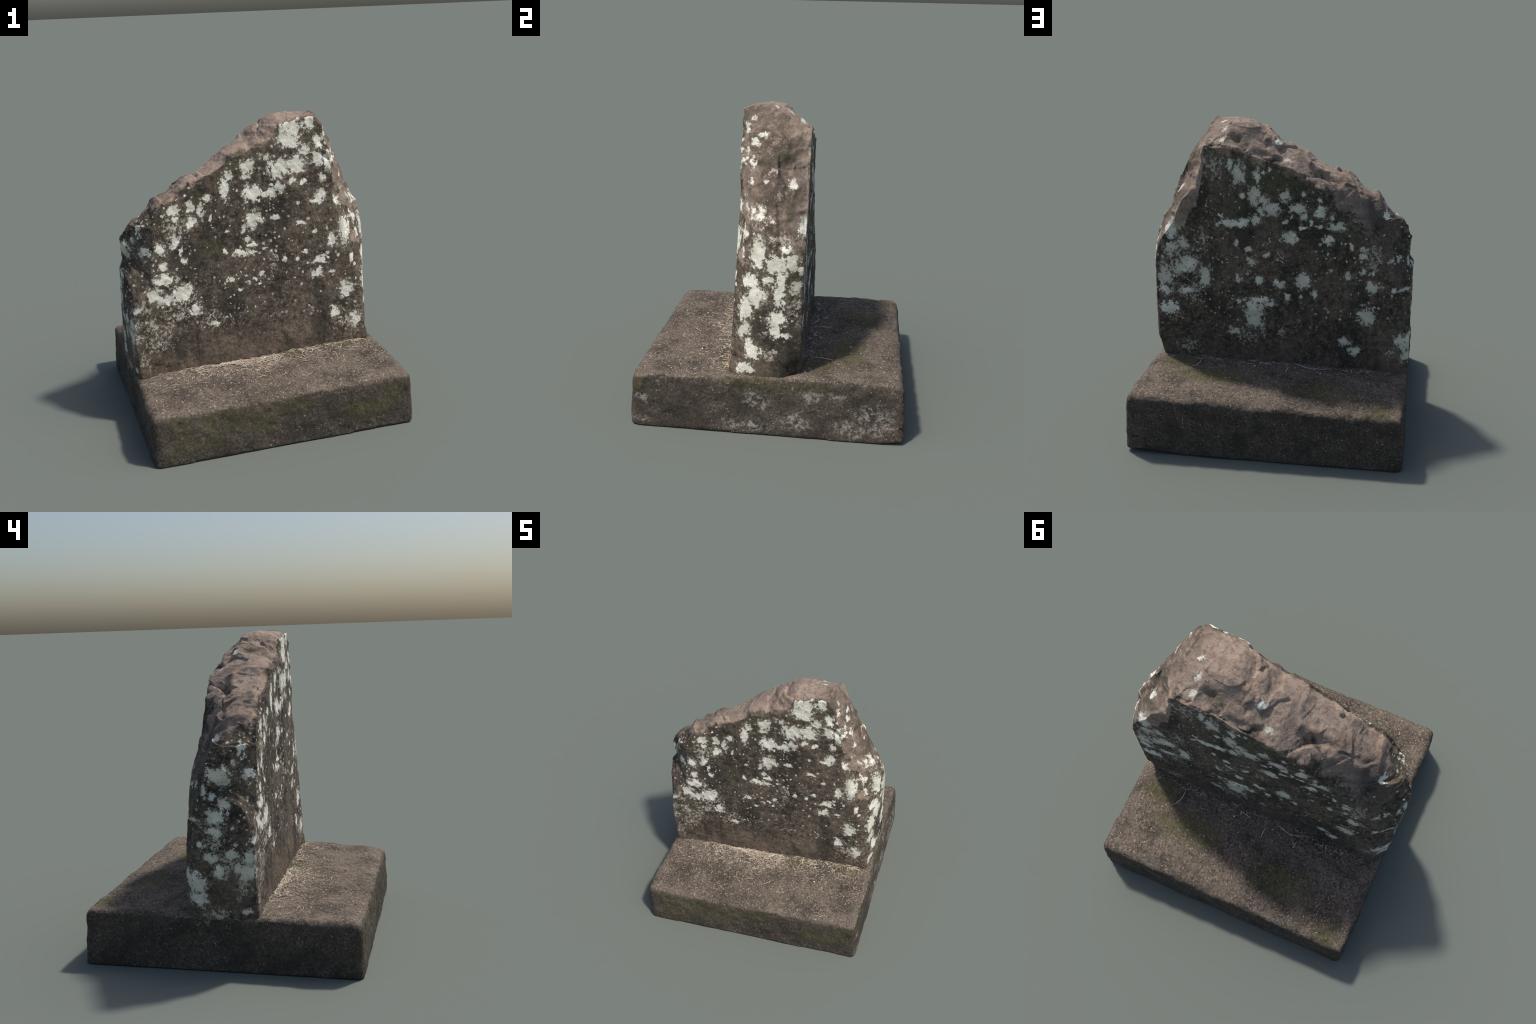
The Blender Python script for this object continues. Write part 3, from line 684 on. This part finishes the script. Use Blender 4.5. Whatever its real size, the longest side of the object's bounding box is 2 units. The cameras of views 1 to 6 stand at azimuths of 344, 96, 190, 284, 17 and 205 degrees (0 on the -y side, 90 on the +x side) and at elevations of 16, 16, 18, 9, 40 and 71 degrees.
def strand(verts, faces, path, radius, flat=.6, sides=5):
    """a thin tapering tube along a path of points"""
    base = len(verts); k = len(path)
    for i, p in enumerate(path):
        a = path[max(i - 1, 0)]; b = path[min(i + 1, k - 1)]
        tan = (Vector(b) - Vector(a)).normalized()
        side = tan.cross(Vector((0, 0, 1))).normalized(); up = side.cross(tan)
        r = radius * (.55 + .45 * math.sin(math.pi * (i + .6) / (k + .2)))
        for s in range(sides):
            w = 2 * math.pi * s / sides
            verts.append(Vector(p) + side * (r * math.cos(w)) + up * (r * flat * math.sin(w)))
    for i in range(k - 1):
        for s in range(sides):
            t = (s + 1) % sides
            faces.append((base + i * sides + s, base + i * sides + t, base + (i + 1) * sides + t, base + (i + 1) * sides + s))
    faces.append(tuple(base + s for s in reversed(range(sides))))
    faces.append(tuple(base + (k - 1) * sides + s for s in range(sides)))

def pebble_shape(verts, faces, centre, r, squash):
    bm = bmesh.new(); bmesh.ops.create_icosphere(bm, subdivisions=1, radius=1)
    spin = Matrix.Rotation(random.uniform(0, 6.3), 3, 'Z')
    sx, sy = random.uniform(.8, 1.7), random.uniform(.6, 1.0)
    base = len(verts)
    for v in bm.verts:
        c = v.co * random.uniform(.8, 1.15)
        verts.append(Vector(centre) + spin @ Vector((c.x * sx, c.y * sy, c.z * squash)) * r)
    faces += [tuple(base + v.index for v in f.verts) for f in bm.faces]
    bm.free()

def mesh_of(name, verts, faces, mat):
    me = bpy.data.meshes.new(name); me.from_pydata([tuple(v) for v in verts], [], faces)
    me.materials.append(mat); smooth_shade(me); me.update()
    return me

def front_foot(x):
    return -.246 + .014 * min(1, max(0, (x + .7) / 1.2))

def straw_path(ground, x, y, ang, length, bend, lift, n=6):
    out, a = [], ang
    px, py = x - math.cos(ang) * length / 2, y - math.sin(ang) * length / 2
    tilt = random.uniform(-1, 1) * lift
    gap = random.uniform(0, .022)
    for i in range(n):
        px = min(.85, max(-.85, px))
        if y < 0: py = min(py, front_foot(px) - gap)
        else: py = max(py, .208)
        z = ground.at(px, py)[0].z
        out.append((px, py, z + .002 + lift * .5 + tilt * (i / (n - 1) - .5)))
        a += bend / n
        px += math.cos(a) * length / (n - 1); py += math.sin(a) * length / (n - 1)
    return out

def build_litter(root, plinth):
    ground = Ground(plinth)
    straw = litter_material("dry_straw", (.38, .265, .20), (.72, .58, .44), 12)
    bleached = litter_material("bleached_twig", (.50, .42, .33), (.82, .75, .63), 9)
    brown = litter_material("brown_leaf", (.20, .115, .075), (.42, .25, .17), 16)
    pale = litter_material("pale_grit", (.33, .25, .19), (.62, .56, .46), 11)

    # loose straw: dense at the foot of the front face, left of the middle, thinning outwards
    V, F, V2, F2 = [], [], [], []
    def front_spot(spread):
        c, w = random.choice([(-.12, .13), (-.04, .09), (-.25, .10), (.02, .07), (-.42, .06), (.30, .10), (.62, .09), (-.12, .16), (-.05, .12), (-.15, .20)])
        x = random.gauss(c, w)
        return min(.82, max(-.80, x)), front_foot(x) - abs(random.gauss(0, spread)) * (1.3 - abs(x + .05))
    for i in range(560):
        x, y = front_spot(random.choice((.04, .07, .12)))
        strand(*( (V, F) if random.random() < .62 else (V2, F2)),
               straw_path(ground, x, y, random.gauss(.0, .75), random.uniform(.018, .075), random.gauss(0, .7), random.uniform(0, .012)),
               random.uniform(.0008, .0019))
    for i in range(320):
        x, y = random.uniform(-.78, .8), -.23 - abs(random.gauss(0, .17))
        if y < -.80: continue
        strand(V2, F2, straw_path(ground, x, y, random.uniform(-1.6, 1.6), random.uniform(.010, .034), random.gauss(0, .7), .001), random.uniform(.0008, .0015))
    for i in range(120):
        x, y = random.gauss(random.choice([-.45, .1, .45]), .16), .214 + abs(random.gauss(0, .035))
        x = min(.78, max(-.8, x))
        strand(V2, F2, straw_path(ground, x, y, random.gauss(0, .8), random.uniform(.012, .05), random.gauss(0, .6), random.uniform(0, .006)), random.uniform(.0006, .0012))
    for nm, v, f, m in (("straw_litter", V, F, straw), ("bleached_straw_litter", V2, F2, bleached)):
        new_object(nm, mesh_of(nm, v, f, m), root)["kind"] = "stuff"

    # grit and seeds strewn over the upper face
    V, F = [], []
    for i in range(620):
        x, y = random.uniform(-.82, .82), random.choice((-1, -1, 1)) * random.uniform(.225, .82)
        h, n = ground.at(x, y)
        r = random.choice((.0022, .0026, .0030, .0036, .0046))
        pebble_shape(V, F, (x, y, h.z + r * .25), r, random.uniform(.45, .8))
    ob = new_object("grit", mesh_of("grit", V, F, pale), root); ob["kind"] = "stuff"

    # twigs and stalks long enough to tell apart: (x, y, heading, length, bend, radius)
    twigs = [(.26, -.335, -2.2, .10, .9, .0028), (.285, -.285, 1.75, .07, -.3, .0030), (.36, -.30, 1.2, .05, .1, .0020), (.345, -.27, 2.3, .04, .2, .0022),
             (-.10, -.30, .12, .10, .2, .0020), (-.20, -.29, -.15, .12, -.2, .0018), (.02, -.275, .55, .09, .2, .0019), (-.03, -.29, 2.6, .08, .3, .0018),
             (-.43, -.275, -.85, .05, .1, .0028), (.30, -.40, .35, .09, .2, .0015), (.66, -.245, .35, .09, .6, .0022), (.70, -.26, .1, .07, .2, .0018),
             (.62, -.40, -.15, .07, .1, .0017), (.11, -.335, .4, .11, .5, .0014), (.14, -.32, -1.0, .06, .3, .0016), (.50, -.26, -.2, .06, -.4, .0020),
             (-.26, -.26, .5, .08, -.5, .0019), (-.33, -.265, -.3, .07, .4, .0018), (-.15, -.255, .25, .10, .3, .0022), (-.06, -.262, -.5, .07, .6, .0020),
             (.50, .33, 1.9, .14, -1.1, .0020), (.42, .245, .1, .07, .2, .0018), (.36, .335, .0, .05, .2, .0016), (-.07, .32, 1.2, .08, .6, .0022),
             (-.20, .245, -.35, .13, .2, .0022), (-.28, .255, .4, .07, -.3, .0018), (-.30, .31, 1.3, .05, .3, .0016), (.08, .26, -.15, .09, -.2, .0022),
             (.77, -.30, 1.0, .06, 1.2, .0018), (.68, -.44, .5, .05, -.3, .0016)]
    for x, y, a, length, bend, r in twigs:
        v, f = [], []
        strand(v, f, straw_path(ground, x, y, a, length, bend, .003, 9), r, .8, 7)
        new_object("twig", mesh_of("twig", v, f, bleached), root)

    # small dry leaves: a pointed, folded blade shared by all
    v, f, rows, t = [], [], 7, .0007
    for side in (1, -1):
        for i in range(rows):
            u = i / (rows - 1); w = .30 * math.sin(math.pi * u ** .8) + .01
            for k in (-1, -.5, 0, .5, 1):
                v.append(((u - .5), w * k, .10 * abs(k) * math.sin(math.pi * u) + .08 * u * u + side * .02))
    m = rows * 5
    for i in range(rows - 1):
        for k in range(4):
            a = i * 5 + k; q = (a, a + 1, a + 6, a + 5)
            f.append(q[::-1]); f.append(tuple(m + j for j in q))
    rim = [k for k in range(5)] + [i * 5 + 4 for i in range(1, rows)] + [(rows - 1) * 5 + k for k in (3, 2, 1, 0)] + [i * 5 for i in range(rows - 2, 0, -1)]
    for a, b in zip(rim, rim[1:] + rim[:1]):
        f.append((a, b, m + b, m + a))
    leaf_brown = mesh_of("dry_leaf", v, f, brown); leaf_pale = mesh_of("dry_leaf", v, f, bleached)
    for i in range(46):
        if i < 30:
            x, y = front_spot(.05)
        elif i < 38:
            x, y = random.uniform(-.6, .7), -.3 - abs(random.gauss(0, .15))
        else:
            x, y = random.gauss(.1, .35), .225 + abs(random.gauss(0, .10))
        x = min(.8, max(-.8, x)); y = max(y, -.8) if y < 0 else min(y, .8)
        h, n = ground.at(x, y)
        ob = new_object("dry_leaf", leaf_pale if i % 3 == 0 else leaf_brown, root)
        s = random.uniform(.012, .026)
        rot = n.to_track_quat('Z', 'Y').to_matrix().to_4x4() @ Matrix.Rotation(random.uniform(0, 6.28), 4, 'Z') @ Matrix.Rotation(random.gauss(0, .25), 4, 'X')
        ob.matrix_local = Matrix.Translation(h + n * .002) @ rot @ Matrix.Diagonal((s, s * random.uniform(.7, 1.1), s, 1))

# ==================================================================== MAIN ===
root = bpy.data.objects.new("stone_monument", None)
scene.collection.objects.link(root)
root["label"] = "broken upright stone slab with white lichen on a mossy square plinth"
root["category"] = "old stone monument"
plinth = build_plinth(root); plinth.data.materials.append(plinth_material())
slab = build_slab(root); slab.data.materials.append(slab_material())
build_litter(root, plinth)
